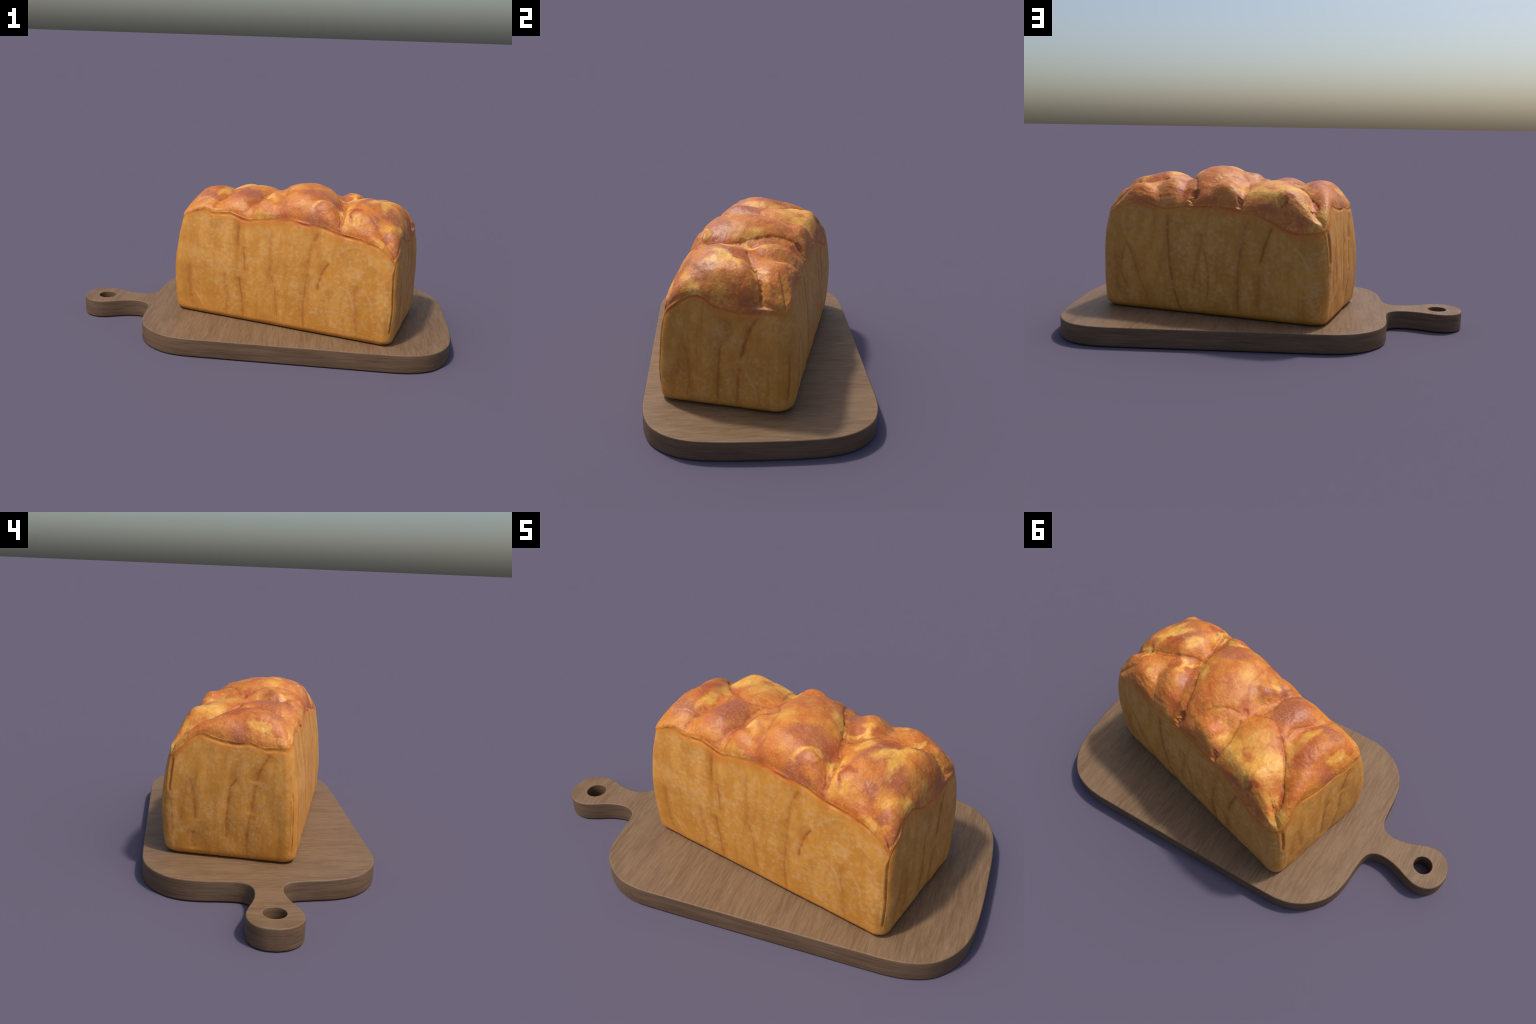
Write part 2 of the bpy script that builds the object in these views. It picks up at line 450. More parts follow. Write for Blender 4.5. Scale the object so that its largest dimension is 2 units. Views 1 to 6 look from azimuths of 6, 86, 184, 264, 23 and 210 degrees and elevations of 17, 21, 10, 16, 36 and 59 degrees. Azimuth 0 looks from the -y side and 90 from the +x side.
# Dough lobes that swelled into the crown: (x, y, top height, long radius, short radius, turn);
# a radius is where the lobe has fallen by 0.1
LOBES = dict(
    middle=(0.061, -0.044, 0.802, 0.206, 0.276, 0.255),
    middle_front=(0.079, -0.159, 0.746, 0.142, 0.113, -0.021),
    middle_drop=(0.194, -0.215, 0.763, 0.101, 0.132, 0.030),
    end_front=(0.372, -0.056, 0.759, 0.176, 0.238, -0.152),
    end_mid=(0.455, -0.012, 0.740, 0.150, 0.243, -0.295),
    end_corner=(0.520, -0.150, 0.669, 0.171, 0.128, -0.297),
    end_back=(0.410, 0.154, 0.715, 0.152, 0.214, 0.532),
    end_back_inner=(0.258, 0.120, 0.741, 0.121, 0.170, 0.462),
    end_back_corner=(0.520, 0.163, 0.679, 0.142, 0.052, 0.103),
    back_small=(-0.059, 0.209, 0.739, 0.111, 0.187, 0.092),
    back_long=(-0.248, 0.034, 0.743, 0.223, 0.263, 0.032),
    back_corner=(-0.352, 0.146, 0.718, 0.256, 0.144, 1.535),
    back_tip=(-0.450, 0.215, 0.645, 0.119, 0.106, -0.052),
    near_front=(-0.441, -0.073, 0.743, 0.151, 0.233, -0.095),
    near_mid=(-0.520, 0.043, 0.714, 0.135, 0.242, 0.644),
    front_brown=(-0.259, -0.126, 0.748, 0.137, 0.198, -0.260),
    knob=(-0.082, -0.115, 0.764, 0.100, 0.106, 0.041),
    front_knob=(-0.113, -0.215, 0.737, 0.099, 0.127, -0.019),
)
# Creases between the lobes: (half width, depth, points)
CREASES = [
    (.007, .012, [(.295, -.20), (.252, -.089), (.225, -.012), (.177, .067), (.118, .16), (.091, .236)]),
    (.032, .013, [(.62, .165), (.530, .137), (.42, .080), (.33, .03)]),
    (.008, .013, [(.580, .152), (.530, .137), (.493, .122), (.458, .098)]),
    (.007, .011, [(.493, .122), (.458, .098), (.379, .065), (.315, .022), (.242, -.031)]),
    (.004, .004, [(.341, .156), (.306, .205), (.270, .255)]),
    (.005, .006, [(.053, .23), (.024, .188), (-.008, .131), (-.052, .084), (-.107, .047)]),
    (.006, .004, [(-.111, .02), (-.065, -.035), (-.032, -.083), (-.022, -.146), (.0, -.235)]),
    (.004, .005, [(-.122, -.027), (-.134, -.086), (-.142, -.142)]),
    (.007, .005, [(-.125, .063), (-.149, .127), (-.165, .19), (-.150, .262)]),
    (.005, .006, [(-.128, .014), (-.222, -.03), (-.264, -.018), (-.302, -.003)]),
    (.006, .010, [(-.302, -.003), (-.372, .042), (-.445, .112), (-.500, .178), (-.525, .205)]),
    (.006, .007, [(-.330, .0), (-.318, -.06), (-.352, -.139), (-.379, -.196), (-.386, -.25)]),
    (.007, .007, [(-.16, -.0), (-.171, -.046), (-.170, -.109), (-.150, -.19), (-.168, -.255)]),
    (.010, .010, [(.262, -.10), (.293, -.19), (.288, -.262)]),
    (.004, .007, [(-.325, .240), (-.352, .252), (-.385, .252)]),
]
# Small ragged pits where the skin tore: (x, y, radius, depth)
PITS = [(.098, .238, .028, .020), (-.146, .248, .018, .016), (-.500, .224, .030, .009), (.225, -.010, .020, .008), (-.115, .028, .018, .005)]


def table(tab, x):
    t = sorted(tab)
    return np.interp(x, [a for a, _ in t], [b for _, b in t])


def around(tables, u, v):
    """Read four side tables at points of the square outline (max(|u|,|v|) = 1)."""
    s, t = u * .585, v * .268
    return np.where(np.abs(u) >= np.abs(v),
                    np.where(u > 0, table(tables['right'], t), table(tables['left'], t)),
                    np.where(v > 0, table(tables['back'], s), table(tables['front'], s)))


def reach(side, z):
    y = (z - .35) / .25
    c = WALL[side]
    r = .032
    k = np.clip((z - Z0) / r, 0, 1)
    return c[0] + c[1] * y + c[2] * y * y - r * (1 - np.sqrt(1 - (1 - k) ** 2))


def outline(u, v, z):
    """Rounded-rectangle plan of the loaf at height z."""
    S = np.where(u > 0, reach('right', z), reach('left', z))
    T = np.where(v > 0, reach('back', z), reach('front', z))
    s, t, r = u * S, v * T, np.zeros(u.shape)
    for (i, j), rr in CORNER_R.items():
        r = np.where((u * i >= 0) & (v * j >= 0), rr, r)
    a, b = np.abs(s) - (S - r), np.abs(t) - (T - r)
    L = np.maximum(np.hypot(a, b), 1e-9)
    c = (a > 0) & (b > 0)
    return np.where(c, np.sign(u) * (S - r + a / L * r), s), np.where(c, np.sign(v) * (T - r + b / L * r), t)


def crown(s, t, tau=.010):
    Z = []
    for cs, ct, h, a, b, rot in LOBES.values():
        x, y, c, n = s - cs, t - ct, math.cos(rot), math.sin(rot)
        Z.append(h - .1 * (((c * x + n * y) / a) ** 2 + ((-n * x + c * y) / b) ** 2))
    Z = np.array(Z)
    m = Z.max(0)
    return m + tau * np.log(np.exp((Z - m) / tau).sum(0))


def spaced(n, k=.55):
    x = np.linspace(-1, 1, n)
    return x * (1 - k) + k * np.sin(x * math.pi / 2)


def build_loaf():
    nu, nv = 341, 165
    wrow = np.concatenate([np.linspace(0, .10, 16)[:-1], np.linspace(.10, .90, 95)[:-1], np.linspace(.90, 1, 42)[:-1], np.linspace(1, 2, 13)[:-1]])
    upper = 12                                         # rows of the crown above its edge
    u1, v1 = spaced(nu), spaced(nv)
    U, V = [g.ravel() for g in np.meshgrid(u1, v1, indexing='ij')]
    m = np.maximum(np.maximum(np.abs(U), np.abs(V)), 1e-9)
    ub, vb = U / m, V / m
    seam = around(SEAM, ub, vb)
    zs = np.maximum(around(RIM, ub, vb), seam + .006)
    sb, tb = outline(ub, vb, zs)
    s, t = sb * m, tb * m
    d = np.minimum((1 - np.abs(U)) * .585, (1 - np.abs(V)) * .268)
    xs = np.clip((1 - np.abs(U)) * .585 / np.where(U > 0, RIM_ROUND['right'], RIM_ROUND['left']), 0, 1)
    xt = np.clip((1 - np.abs(V)) * .268 / np.where(V > 0, RIM_ROUND['back'], RIM_ROUND['front']), 0, 1)
    x = np.clip(((1 - xs) ** 8 + (1 - xt) ** 8) ** .125, 0, 1)
    z = zs + .018 * np.logaddexp(0, (crown(s, t) - zs) / .018) * np.sqrt(1 - x ** 2)
    top = np.stack([s, t, z], 1)
    rim_d = d
    gid = np.arange(nu * nv).reshape(nu, nv)
    # counter-clockwise ring seen from above
    ring = np.concatenate([gid[:-1, 0], gid[-1, :-1], gid[:0:-1, -1], gid[0, :0:-1]])
    n = len(ring)
    side_of = np.concatenate([np.zeros(nu - 1), np.ones(nv - 1), np.full(nu - 1, 2), np.full(nv - 1, 3)]).astype(int)
    ru, rv = U[ring], V[ring]
    rz, sz = zs[ring], seam[ring]
    rows = []
    for w in wrow:
        zz = Z0 + min(w, 1) * (sz - Z0) + max(w - 1, 0) * (rz - sz)
        a, b = outline(ru, rv, zz)
        rows.append(np.stack([a, b, zz], 1))
    wall = np.concatenate(rows)
    base_top = len(top)
    verts = np.concatenate([top, wall])
    wid = np.concatenate([base_top + np.arange(len(wall)).reshape(len(wrow), n), ring[None, :]])
    a, b = gid[:-1, :-1].ravel(), gid[1:, :-1].ravel()
    c, e = gid[1:, 1:].ravel(), gid[:-1, 1:].ravel()
    qtop = np.stack([a, b, c, e], 1)
    nx = np.roll(wid, -1, axis=1)
    qwall = np.stack([wid[:-1].ravel(), nx[:-1].ravel(), nx[1:].ravel(), wid[1:].ravel()], 1)
    wall_side = np.tile(side_of, len(wrow))

    quads = np.concatenate([qtop, qwall])
    # outward normals of the smooth body
    P = verts
    fn = np.cross(P[quads[:, 2]] - P[quads[:, 0]], P[quads[:, 3]] - P[quads[:, 1]])
    N = np.zeros_like(P)
    for k in range(4):
        for ax in range(3):
            N[:, ax] += np.bincount(quads[:, k], weights=fn[:, ax], minlength=len(P))
    N /= np.maximum(np.linalg.norm(N, axis=1), 1e-12)[:, None]

    # ---- relief, as a height along the normal
    H = np.zeros(len(P))
    nt = len(top)
    p = P[:nt]
    warp = np.stack([fbm(p * 14, 2), fbm(p * 14 + 5, 2)], 1) * .004
    sx, ty = p[:, 0] + warp[:, 0], p[:, 1] + warp[:, 1]
    inner = smooth(0, .03, rim_d)
    h = (.004 * fbm(p * 7, 2) + .0035 * fbm(p * 15 + 60, 2)) * inner + .0022 * fbm(p * np.array([22, 22, 22]) + 3, 3) * (.25 + .75 * inner)
    rough = fbm(p * 60, 3)
    h += .0011 * fbm(p * np.array([50, 75, 60]), 3) * (.4 + 1.2 * smooth(-.1, .4, perlin(p * 5 + 77)))
    # wrinkled skin in places
    wr = smooth(.05, .45, fbm(p * 6 + 31, 2))
    h -= .0025 * wr * np.abs(perlin(np.stack([p[:, 0] * 30, p[:, 1] * 60, p[:, 2] * 40], 1)))
    for half, deep, pts in CREASES:
        dd, al = dist_polyline(sx, ty, resample(pts))
        ends = smooth(0, .1, al) * smooth(0, .1, 1 - al)
        if half > .02:                                      # a broad hollow: smooth, no crack
            h -= deep * np.exp(-(dd / half) ** 2) * ends
            continue
        near = np.exp(-(dd / (half * .65)) ** 2)
        h -= deep * .45 * near * ends * np.clip(1 + 1.5 * rough, .1, 2)
        h -= deep * .50 * np.exp(-(dd / (half * 3.2)) ** 2) * ends
        h += .0012 * rough * np.exp(-(dd / (half * 3)) ** 2) * ends
    # stringy torn dough in the gully on the front side
    gx, gy = p[:, 0] - .325, p[:, 1] + .215
    strand = 1 - 2.2 * np.abs(perlin(np.stack([gx * 55 + gy * 40, gy * 16 - gx * 14, p[:, 2] * 18], 1)))
    h += .006 * strand * np.exp(-(gx / .05) ** 2 - (gy / .055) ** 2)
    for cx, cy, r, deep in PITS:
        dd = np.hypot(sx - cx, ty - cy) / r
        k = 1 - smooth(.45, 1.05, dd + .35 * rough)
        h -= deep * k * (.7 + .9 * rough)
    lip = around(LIP, ub, vb)
    lipn = np.clip(.6 + 1.7 * fbm(np.stack([sb * 16, tb * 16, zs * 0], 1), 2), .08, 1.4)
    H[:nt] += h

    p = P[nt:]
    dz = np.tile(sz, len(wrow)) - p[:, 2]                # depth below the crust's edge
    dr = np.tile(rz, len(wrow)) - p[:, 2]                # depth below the turn-over
    lw = np.tile((lip * lipn)[ring], len(wrow))
    g = .0045 * fbm(p * 5 + 40, 2) + .0010 * fbm(p * np.array([26, 26, 16]) + 9, 2) + .0003 * fbm(p * 70, 2)
    g += .0030 * fbm(p * np.array([13, 13, 2.0]) + 70, 2)
    g += .0042 * lw * np.where(dz < .003, np.exp(-((dz + .004) / np.where(dz < -.004, .020, .004)) ** 2), 0)
    g -= .0034 * lw * np.exp(-((dz - .008) / .0055) ** 2)
    g += .001 * lw * smooth(.012, .02, dz) * (1 - smooth(.03, .06, dz))
    wob = .004 * fbm(p * np.array([12, 12, 12]), 2)
    # which side a wall point belongs to, and its place along that side
    sid = wall_side
    for k, name in enumerate(('front', 'right', 'back', 'left')):
        sel = np.nonzero(sid == k)[0]
        along = (p[sel, 0] if k in (0, 2) else p[sel, 1]) + wob[sel]
        hh = np.zeros(len(sel))
        for kind, half, force, pts in MARKS[name]:
            dd, al = dist_polyline(along, p[sel, 2], resample(pts, .02))
            ends = .25 + .75 * smooth(0, .12, al) * smooth(0, .12, 1 - al)
            near = np.exp(-(dd / half) ** 2)
            if kind == 'stain':
                hh -= force * (.0008 * np.exp(-(dd / min(half, .006)) ** 2) + .0032 * np.exp(-(dd / .026) ** 2)) * ends
            elif kind == 'flour':
                hh += force * .0012 * np.exp(-(dd / half) ** 2) * ends
            else:
                hh -= force * .0045 * np.exp(-(dd / (half * .8)) ** 2) * ends
                hh += force * .002 * np.exp(-((dd - half * 1.4) / (half * .8)) ** 2) * ends
        g[sel] += hh
    low = smooth(0, .03, p[:, 2] - Z0)
    # let the crown's relief and the side's relief run into each other at the turn-over
    blend = 1 - smooth(0, .012, dr)
    top_h = H[ring][None, :].repeat(len(wrow), 0).ravel()
    H[nt:] += g * (.15 + .85 * low)
    last = H[nt:].reshape(len(wrow), n)[-1]
    H[nt:] += (top_h - np.tile(last, len(wrow))) * blend
    P = P + N * H[:, None]
    P[:, 2] = np.maximum(P[:, 2], Z0)
    P[:, 2] -= Z0

    me = mesh_from(P, quads, ngons=[wid[0][::-1]])
    nf = len(me.polygons)
    grp = np.zeros(nf, int)
    grp[len(qtop):len(qtop) + len(qwall)] = 1
    grp[len(qtop) + len(qwall) - n * upper:len(qtop) + len(qwall)] = 0
    grp[-1] = 2
    mi = np.zeros(nf, np.int32)
    mi[len(qtop):len(qtop) + len(qwall)] = wall_side
    me.polygons.foreach_set('material_index', mi)
    sm = np.ones(nf, bool)
    sm[-1] = False
    me.polygons.foreach_set('use_smooth', sm)
    me.update()
    return me, grp


# ------------------------------------------------------------------ the loaf: baked colours
C_TOP = (.52, .128, .013)
C_PALE = (.74, .36, .050)
C_BROWN = (.37, .100, .036)
C_RUST = (.36, .062, .008)
C_SIDE = (.63, .283, .048)
C_SIDE_PALE = (.61, .340, .130)
C_STAIN = (.34, .098, .009)
C_FLOUR = (.60, .40, .22)


def patch_mask(M, vec, patches):
    total = None
    for x, y, a, b, turn, force in patches:
        # each patch waits for the one before it, which keeps the shader's working memory small
        here = vec if total is None else M.vmath('MULTIPLY_ADD', total, (1e-9, 1e-9, 1e-9), third=vec)
        q = M.mapping(here, loc=(x, y, 0), rot=(0, 0, turn), scale=(a, b, 1), kind='TEXTURE')
        v = M.remap(M.vmath('LENGTH', q), 1.45, .45, 0.0, force)
        total = v if total is None else M.math('MAXIMUM', total, v)
    return total


def crown_colour(M, pos):
    """Orange skin with browned domes, pale torn folds and rust-red streaks."""
    x, y, z = M.split(pos)
    flat = M.join(x, y, 0.0)
    n1 = M.vmath('SUBTRACT', M.noise(pos, 16, 3, .6, color=True), (.5, .5, .5))
    n2 = M.vmath('SUBTRACT', M.noise(pos, 55, 2, .5, color=True), (.5, .5, .5))
    n = M.vmath('ADD', M.vmath('SCALE', n1, scale=.075), M.vmath('SCALE', n2, scale=.018))
    nx, ny, _ = M.split(n)
    flat = M.vmath('ADD', flat, M.join(nx, ny, 0.0))
    mott = M.noise(pos, 9, 4, .6)
    fine = M.noise(pos, 55, 4, .65)
    streak = M.noise(M.vmath('MULTIPLY', pos, (44, 18, 26)), 1, 4, .6, .35)
    col = M.mix(M.remap(mott, .35, .68), C_TOP, (.60, .225, .028))
    col = M.mix(M.math('MULTIPLY', M.remap(fine, .5, .72), .5), col, (.62, .26, .05))
    brushed = M.noise(M.vmath('MULTIPLY', M.vmath('ADD', pos, M.vmath('SCALE', n1, scale=.2)), (16, 42, 30)), 1, 4, .6)
    col = M.mix(M.math('MULTIPLY', M.remap(brushed, .52, .68), .6), col, (.40, .095, .014))
    col = M.mix(M.math('MULTIPLY', M.remap(brushed, .46, .32), .6), col, (.64, .30, .05))
    br = patch_mask(M, flat, BROWN)
    br = M.math('MULTIPLY', br, M.remap(fine, .3, .55, .65, 1.0))
    br = M.math('MAXIMUM', br, M.math('MULTIPLY', M.remap(M.noise(pos, 12, 4, .65), .54, .72), .6))
    col = M.mix(br, col, C_BROWN)
    ye = patch_mask(M, flat, PALE)
    ye = M.math('MULTIPLY', ye, M.remap(streak, .25, .6, .6, 1.0))
    col = M.mix(ye, col, C_PALE)
    cream = M.math('MULTIPLY', M.math('MULTIPLY', ye, ye), M.remap(streak, .46, .74))
    col = M.mix(M.math('MULTIPLY', cream, .8), col, (.76, .50, .18))
    ru = patch_mask(M, flat, RUST)
    ru = M.math('MULTIPLY', ru, M.remap(streak, .3, .60, .55, 1.0))
    col = M.mix(ru, col, C_RUST)
    # rust-dark lines in the folds between the lobes
    lines = []
    for half, deep, pts in CREASES:
        if half > .02:                                  # broad hollows carry no line
            continue
        q = resample(pts, .055)
        for (ax, ay), (bx, by) in zip(q, q[1:]):
            lines.append(((ax + bx) / 2, (ay + by) / 2, math.hypot(bx - ax, by - ay) * .62, half * (.8 + 30 * deep), math.atan2(by - ay, bx - ax), min(1, .35 + deep * 50)))
    near = M.vmath('ADD', M.join(x, y, 0.0), M.vmath('SCALE', M.join(*M.split(n2)[:2], 0.0), scale=.012))
    fold = M.math('MULTIPLY', patch_mask(M, near, lines), M.remap(fine, .3, .58, .25, 1.0))
    col = M.mix(M.math('MULTIPLY', fold, .85), col, (.30, .070, .011))
    speck = M.remap(M.noise(pos, 95, 3, .65), .54, .70)
    glint = M.math('MULTIPLY', speck, M.math('MULTIPLY_ADD', br, .45, .12))
    col = M.mix(glint, col, (.62, .32, .17))  # tiny glossy highlights painted pale into the skin colour, densest on browned domes
    return col, fine, streak, br


def side_colour(M, pos):
    x, y, z = M.split(pos)
    tall = M.vmath('MULTIPLY', pos, (1, 1, .55))
    m1 = M.noise(tall, 15, 5, .62, .2)
    lean = M.mapping(pos, rot=(.5, .6, .2), scale=(42, 60, 52))
    m2 = M.noise(lean, 1, 4, .6, .2)
    m3 = M.noise(pos, 5, 2, .5)
    col = M.mix(M.remap(m1, .38, .66), (.53, .218, .029), C_SIDE)
    pale = M.math('MULTIPLY', M.remap(m2, .44, .64), M.remap(m1, .35, .6, .3, .85))
    pale = M.math('MULTIPLY', pale, M.remap(m3, .35, .6, .4, 1.0))
    col = M.mix(pale, col, C_SIDE_PALE)
    bands = M.noise(M.vmath('MULTIPLY', pos, (24, 24, 2.2)), 1, 3, .55)
    col = M.mix(M.math('MULTIPLY', M.remap(bands, .54, .72), .42), col, (.44, .165, .018))
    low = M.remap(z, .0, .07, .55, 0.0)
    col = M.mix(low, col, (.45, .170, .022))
    return col, m2


def crown_material():
    M = Nodes('baked_crown_crust')
    pos = M.coords()
    col, fine, streak, br = crown_colour(M, pos)
    M.put(M.bsdf.inputs['Base Color'], col)
    M.put(M.bsdf.inputs['Roughness'], M.remap(br, 0, 1, .51, .42))
    M.bsdf.inputs['Specular IOR Level'].default_value = .5
    h = M.math('ADD', M.math('MULTIPLY', fine, .6), M.math('MULTIPLY', streak, .4))
    h = M.math('ADD', h, M.math('MULTIPLY', M.noise(pos, 120, 3, .6), .35))
    M.put(M.bsdf.inputs['Normal'], M.bump(h, .38, .009))
    return M.mat


def side_material(side):
    M = Nodes(f'{side}_side_crust')
    pos = M.coords()
    x, y, z = M.split(pos)
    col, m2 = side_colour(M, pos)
    along = x if side in ('front', 'back') else y
    wob = M.math('MULTIPLY', M.math('SUBTRACT', M.noise(pos, 14, 3, .6), .5), .012)
    a = M.math('ADD', M.math('ADD', along, wob), .7)        # 0..1.4 along the side
    zz = M.math('DIVIDE', z, .6)
    dark, light = None, None
    for kind, half, force, pts in MARKS[side]:
        zlo, zhi = min(p[1] for p in pts) - Z0, max(p[1] for p in pts) - Z0
        prof = sorted(((max(0, p[1] - Z0)) / .6, (p[0] + .7) / 1.4) for p in pts)
        mean = sum(p[1] for p in prof) / len(prof)
        # exaggerate the bends so the curve keeps its precision
        line = M.curve_of(zz, [(q, min(1, max(0, .5 + (v - mean) * 4))) for q, v in prof], 0, 1)
        where = M.math('MULTIPLY_ADD', line, 1.4 / 4, (mean - .125) * 1.4)
        dist = M.math('ABSOLUTE', M.math('SUBTRACT', a, where))
        win = M.math('MULTIPLY', M.remap(z, zlo - .012, zlo + .02), M.remap(z, zhi + .012, zhi - .02))
        core = M.remap(dist, half * 1.35, 0.0, 0.0, force)
        if kind == 'stain':
            core = M.math('ADD', M.math('MULTIPLY', core, .75), M.remap(dist, half * 2.5 + .018, 0.0, 0.0, force * .5))
        v = M.math('MULTIPLY', core, win)
        if kind == 'flour':
            light = v if light is None else M.math('MAXIMUM', light, v)
        else:
            dark = v if dark is None else M.math('MAXIMUM', dark, v)
    brk = M.remap(M.noise(pos, 40, 3, .6), .3, .6, .35, .9)
    col = M.mix(M.math('MULTIPLY', M.math('MULTIPLY', dark, .85, clamp=True), brk), col, C_STAIN)
    if light is not None:
        col = M.mix(M.math('MULTIPLY', M.math('MULTIPLY', light, .6), brk), col, C_FLOUR)
    # the crown's baked colour runs a little way down below its edge
    pts = [((p + .7) / 1.4, (q - .4) / .4) for p, q in SEAM[side]]
    edge = M.math('MULTIPLY_ADD', M.curve_of(M.math('DIVIDE', M.math('ADD', along, .7), 1.4), pts, 0, 1), .4, .4 - Z0)
    below = M.math('SUBTRACT', edge, M.math('ADD', z, M.math('MULTIPLY', M.math('SUBTRACT', M.noise(pos, 18, 3, .6), .5), .085)))
    ctop, _, _, _ = crown_colour_plain(M, pos)
    col = M.mix(M.remap(below, .045, .0, 0.0, .95), col, ctop)
    M.put(M.bsdf.inputs['Base Color'], col)
    M.bsdf.inputs['Roughness'].default_value = .55
    M.bsdf.inputs['Specular IOR Level'].default_value = .35
    fib = M.noise(M.vmath('MULTIPLY', pos, (120, 120, 60)), 1, 3, .6, 1.0)
    h = M.math('ADD', M.math('MULTIPLY', m2, .5), M.math('MULTIPLY', fib, .5))
    M.put(M.bsdf.inputs['Normal'], M.bump(h, .22, .005))
    return M.mat


def crown_colour_plain(M, pos):
    mott = M.noise(pos, 9, 4, .6)
    fine = M.noise(pos, 48, 4, .62)
    col = M.mix(M.remap(mott, .35, .68), C_TOP, (.60, .225, .028))
    col = M.mix(M.math('MULTIPLY', M.remap(fine, .5, .72), .5), col, (.62, .26, .05))
    return col, fine, fine, fine


def base_material():
    M = Nodes('bottom_crust_brown')
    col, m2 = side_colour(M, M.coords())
    M.put(M.bsdf.inputs['Base Color'], col)
    M.bsdf.inputs['Roughness'].default_value = .6
    return M.mat


def make_loaf():
    loaf = empty('bread_loaf', (LOAF_AT[0], LOAF_AT[1], Z0), LOAF_TURN)
    loaf['label'] = 'golden pan-baked bread loaf with knobbly browned crown'
    loaf['category'] = 'bread loaf'
    me, grp = build_loaf()
    sides = [side_material(s) for s in ('front', 'right', 'back', 'left')]
    split_into_parts(me, grp, [('crown_crust', [crown_material()], loaf), ('side_crust', sides, loaf), ('bottom_crust', [base_material()], loaf)])
    bpy.data.meshes.remove(me)


# ------------------------------------------------------------------ the board
# Half outline from the middle of the far end round to the tip of the handle (mirrored about y = 0)
BOARD_HALF = [(1.000, 0), (.999, .12), (.993, .23), (.983, .30), (.962, .365), (.925, .425), (.872, .474), (.80, .504), (.72, .517), (.60, .519),
              (.16, .519), (-.27, .519), (-.37, .513), (-.44, .493), (-.505, .452), (-.555, .398), (-.583, .338), (-.597, .268), (-.602, .19),
              (-.608, .128), (-.622, .090), (-.648, .068), (-.686, .060), (-.733, .064), (-.780, .077), (-.830, .098),
              (-.880, .112), (-.925, .108), (-.963, .087), (-.990, .048), (-1.0, 0)]
BOARD_H = .0935
HOLE_AT, HOLE_R = -.876, .0455
HANDLE_FROM = -.605


def wood_material():
    M = Nodes('oiled_walnut_wood')
    pos = M.coords()
    x, y, z = M.split(pos)
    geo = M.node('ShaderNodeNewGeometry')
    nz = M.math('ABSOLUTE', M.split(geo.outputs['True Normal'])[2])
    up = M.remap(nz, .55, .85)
    bend = M.math('MULTIPLY', M.math('SUBTRACT', M.noise(pos, 2.2, 2, .5), .5), .045)
    xb = M.math('ADD', x, bend)

    def grain(vec_fine, vec_mid, vec_broad):
        f = M.noise(vec_fine, 1, 3, .6)
        m = M.noise(vec_mid, 1, 3, .55)
        b = M.noise(vec_broad, 1, 2, .5)
        return f, m, b

    ft, mt, bt = grain(M.join(M.math('MULTIPLY', xb, 210), M.math('MULTIPLY', y, 17), z),
                       M.join(M.math('MULTIPLY', xb, 75), M.math('MULTIPLY', y, 6), z),
                       M.join(M.math('MULTIPLY', xb, 13), M.math('MULTIPLY', y, 3.0), z))
    fs, ms, bs = grain(M.vmath('MULTIPLY', pos, (9, 9, 210)), M.vmath('MULTIPLY', pos, (5, 5, 70)), M.vmath('MULTIPLY', pos, (3.5, 3.5, 25)))
    f = M.math('ADD', M.math('MULTIPLY', ft, up), M.math('MULTIPLY', fs, M.math('SUBTRACT', 1.0, up)))
    m = M.math('ADD', M.math('MULTIPLY', mt, up), M.math('MULTIPLY', ms, M.math('SUBTRACT', 1.0, up)))
    b = M.math('ADD', M.math('MULTIPLY', bt, up), M.math('MULTIPLY', bs, M.math('SUBTRACT', 1.0, up)))
    col = M.mix(M.remap(b, .3, .7), (.180, .110, .062), (.220, .142, .084))
    col = M.mix(M.math('MULTIPLY', M.remap(m, .42, .68), .40), col, (.275, .185, .112))
    col = M.mix(M.math('MULTIPLY', M.remap(m, .50, .30), .35), col, (.135, .074, .040))
    col = M.mix(M.math('MULTIPLY', M.remap(f, .52, .70), .45), col, (.31, .215, .135))
    col = M.mix(M.math('MULTIPLY', M.remap(f, .47, .30), .40), col, (.12, .070, .040))
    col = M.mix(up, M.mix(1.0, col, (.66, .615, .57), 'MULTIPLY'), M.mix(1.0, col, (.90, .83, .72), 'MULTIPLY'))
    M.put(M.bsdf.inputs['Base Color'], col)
    M.bsdf.inputs['Roughness'].default_value = .58
    M.bsdf.inputs['Specular IOR Level'].default_value = .35
    M.put(M.bsdf.inputs['Normal'], M.bump(M.math('ADD', f, m), .22, .003))
    return M.mat


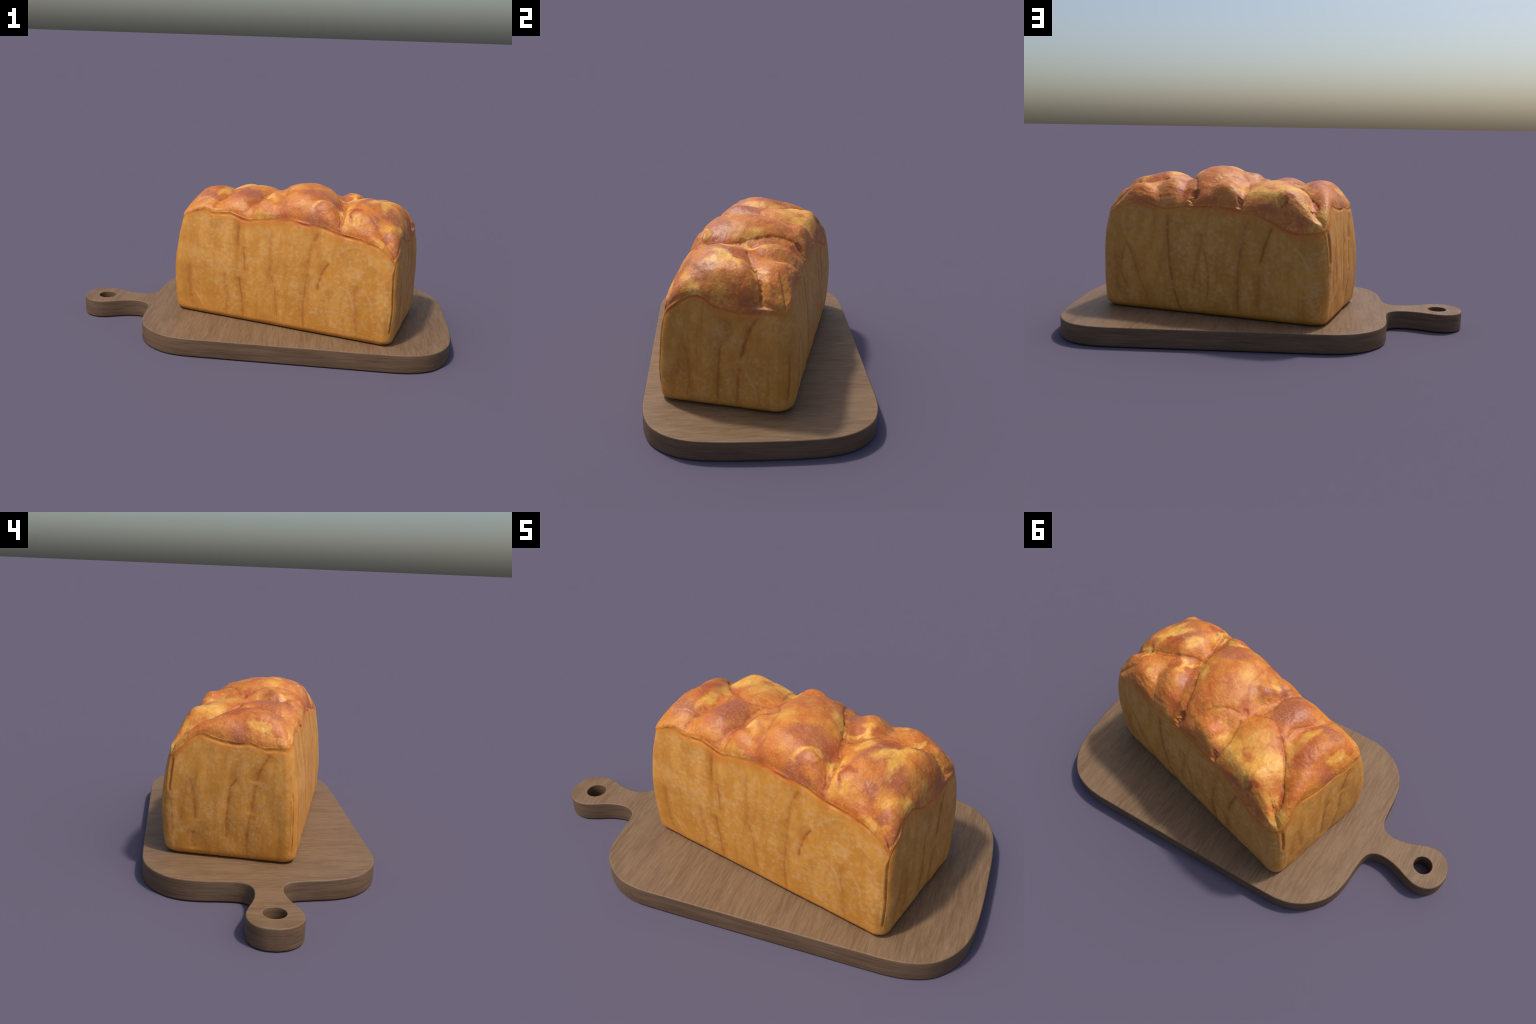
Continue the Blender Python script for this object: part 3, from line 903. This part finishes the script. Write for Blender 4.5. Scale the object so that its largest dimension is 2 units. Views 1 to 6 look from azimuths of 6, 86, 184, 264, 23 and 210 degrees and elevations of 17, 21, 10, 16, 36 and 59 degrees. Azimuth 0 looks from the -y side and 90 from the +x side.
def make_board():
    board = empty('cutting_board', (0, 0, 0))
    board['label'] = 'brown wooden serving board with round-ended pierced handle'
    board['category'] = 'cutting board'
    half = resample(BOARD_HALF, .012)
    pts = [tuple(p) for p in half] + [(p[0], -p[1]) for p in half[-2:0:-1]]
    pts = np.array(pts)
    # drop near-duplicates
    keep = [0]
    for i in range(1, len(pts)):
        if np.linalg.norm(pts[i] - pts[keep[-1]]) > .004:
            keep.append(i)
    pts = pts[keep]
    tg = np.roll(pts, -1, 0) - np.roll(pts, 1, 0)
    tg /= np.linalg.norm(tg, axis=1)[:, None]
    out = np.stack([tg[:, 1], -tg[:, 0]], 1)           # this outline runs counter-clockwise
    area = .5 * np.sum(pts[:, 0] * np.roll(pts[:, 1], -1) - np.roll(pts[:, 0], -1) * pts[:, 1])
    if area < 0:
        pts, out = pts[::-1], -out[::-1]
    ang = np.linspace(0, 2 * math.pi, 64, endpoint=False)
    hole = np.stack([HOLE_AT + HOLE_R * np.cos(ang), HOLE_R * np.sin(ang)], 1)
    hout = np.stack([-np.cos(ang), -np.sin(ang)], 1)

    def rounded(r_low, r_high, n=5):
        prof = []
        for k in range(n + 1):
            a = math.pi / 2 * k / n
            prof.append((-r_low * (1 - math.sin(a)), r_low * (1 - math.cos(a))))
        for k in range(n + 1):
            a = math.pi / 2 * k / n
            prof.append((-r_high * (1 - math.cos(a)), BOARD_H - r_high * (1 - math.sin(a))))
        return prof

    bm = bmesh.new()

    def sweep(loop, normal, prof):
        rings = [[bm.verts.new((q[0] + o[0] * d, q[1] + o[1] * d, z)) for q, o in zip(loop, normal)] for d, z in prof]
        for r0, r1 in zip(rings, rings[1:]):
            for i in range(len(r0)):
                j = (i + 1) % len(r0)
                f = bm.faces.new((r0[i], r0[j], r1[j], r1[i]))
                f.smooth = True
        return rings[0], rings[-1]

    lo, hi = sweep(pts, out, rounded(.008, .006))
    hlo, hhi = sweep(hole[::-1], hout[::-1], rounded(.003, .003, 3))

    def cap(loops):
        edges = []
        for lp in loops:
            for i in range(len(lp)):
                edges.append(bm.edges.get((lp[i], lp[(i + 1) % len(lp)])))
        bmesh.ops.triangle_fill(bm, use_beauty=True, use_dissolve=False, edges=edges)

    cap([hi, hhi])
    cap([lo, hlo])
    bmesh.ops.bisect_plane(bm, geom=bm.verts[:] + bm.edges[:] + bm.faces[:], plane_co=(HANDLE_FROM, 0, 0), plane_no=(1, 0, 0))
    bmesh.ops.recalc_face_normals(bm, faces=bm.faces[:])
    me = bpy.data.meshes.new('whole_board')
    bm.to_mesh(me)
    bm.free()
    grp = np.array([1 if (p.center.x < HANDLE_FROM and abs(p.center.y) < .17) else 0 for p in me.polygons])
    wood = wood_material()
    split_into_parts(me, grp, [('board_slab', [wood], board), ('handle', [wood], board)])
    bpy.data.meshes.remove(me)


make_board()
make_loaf()
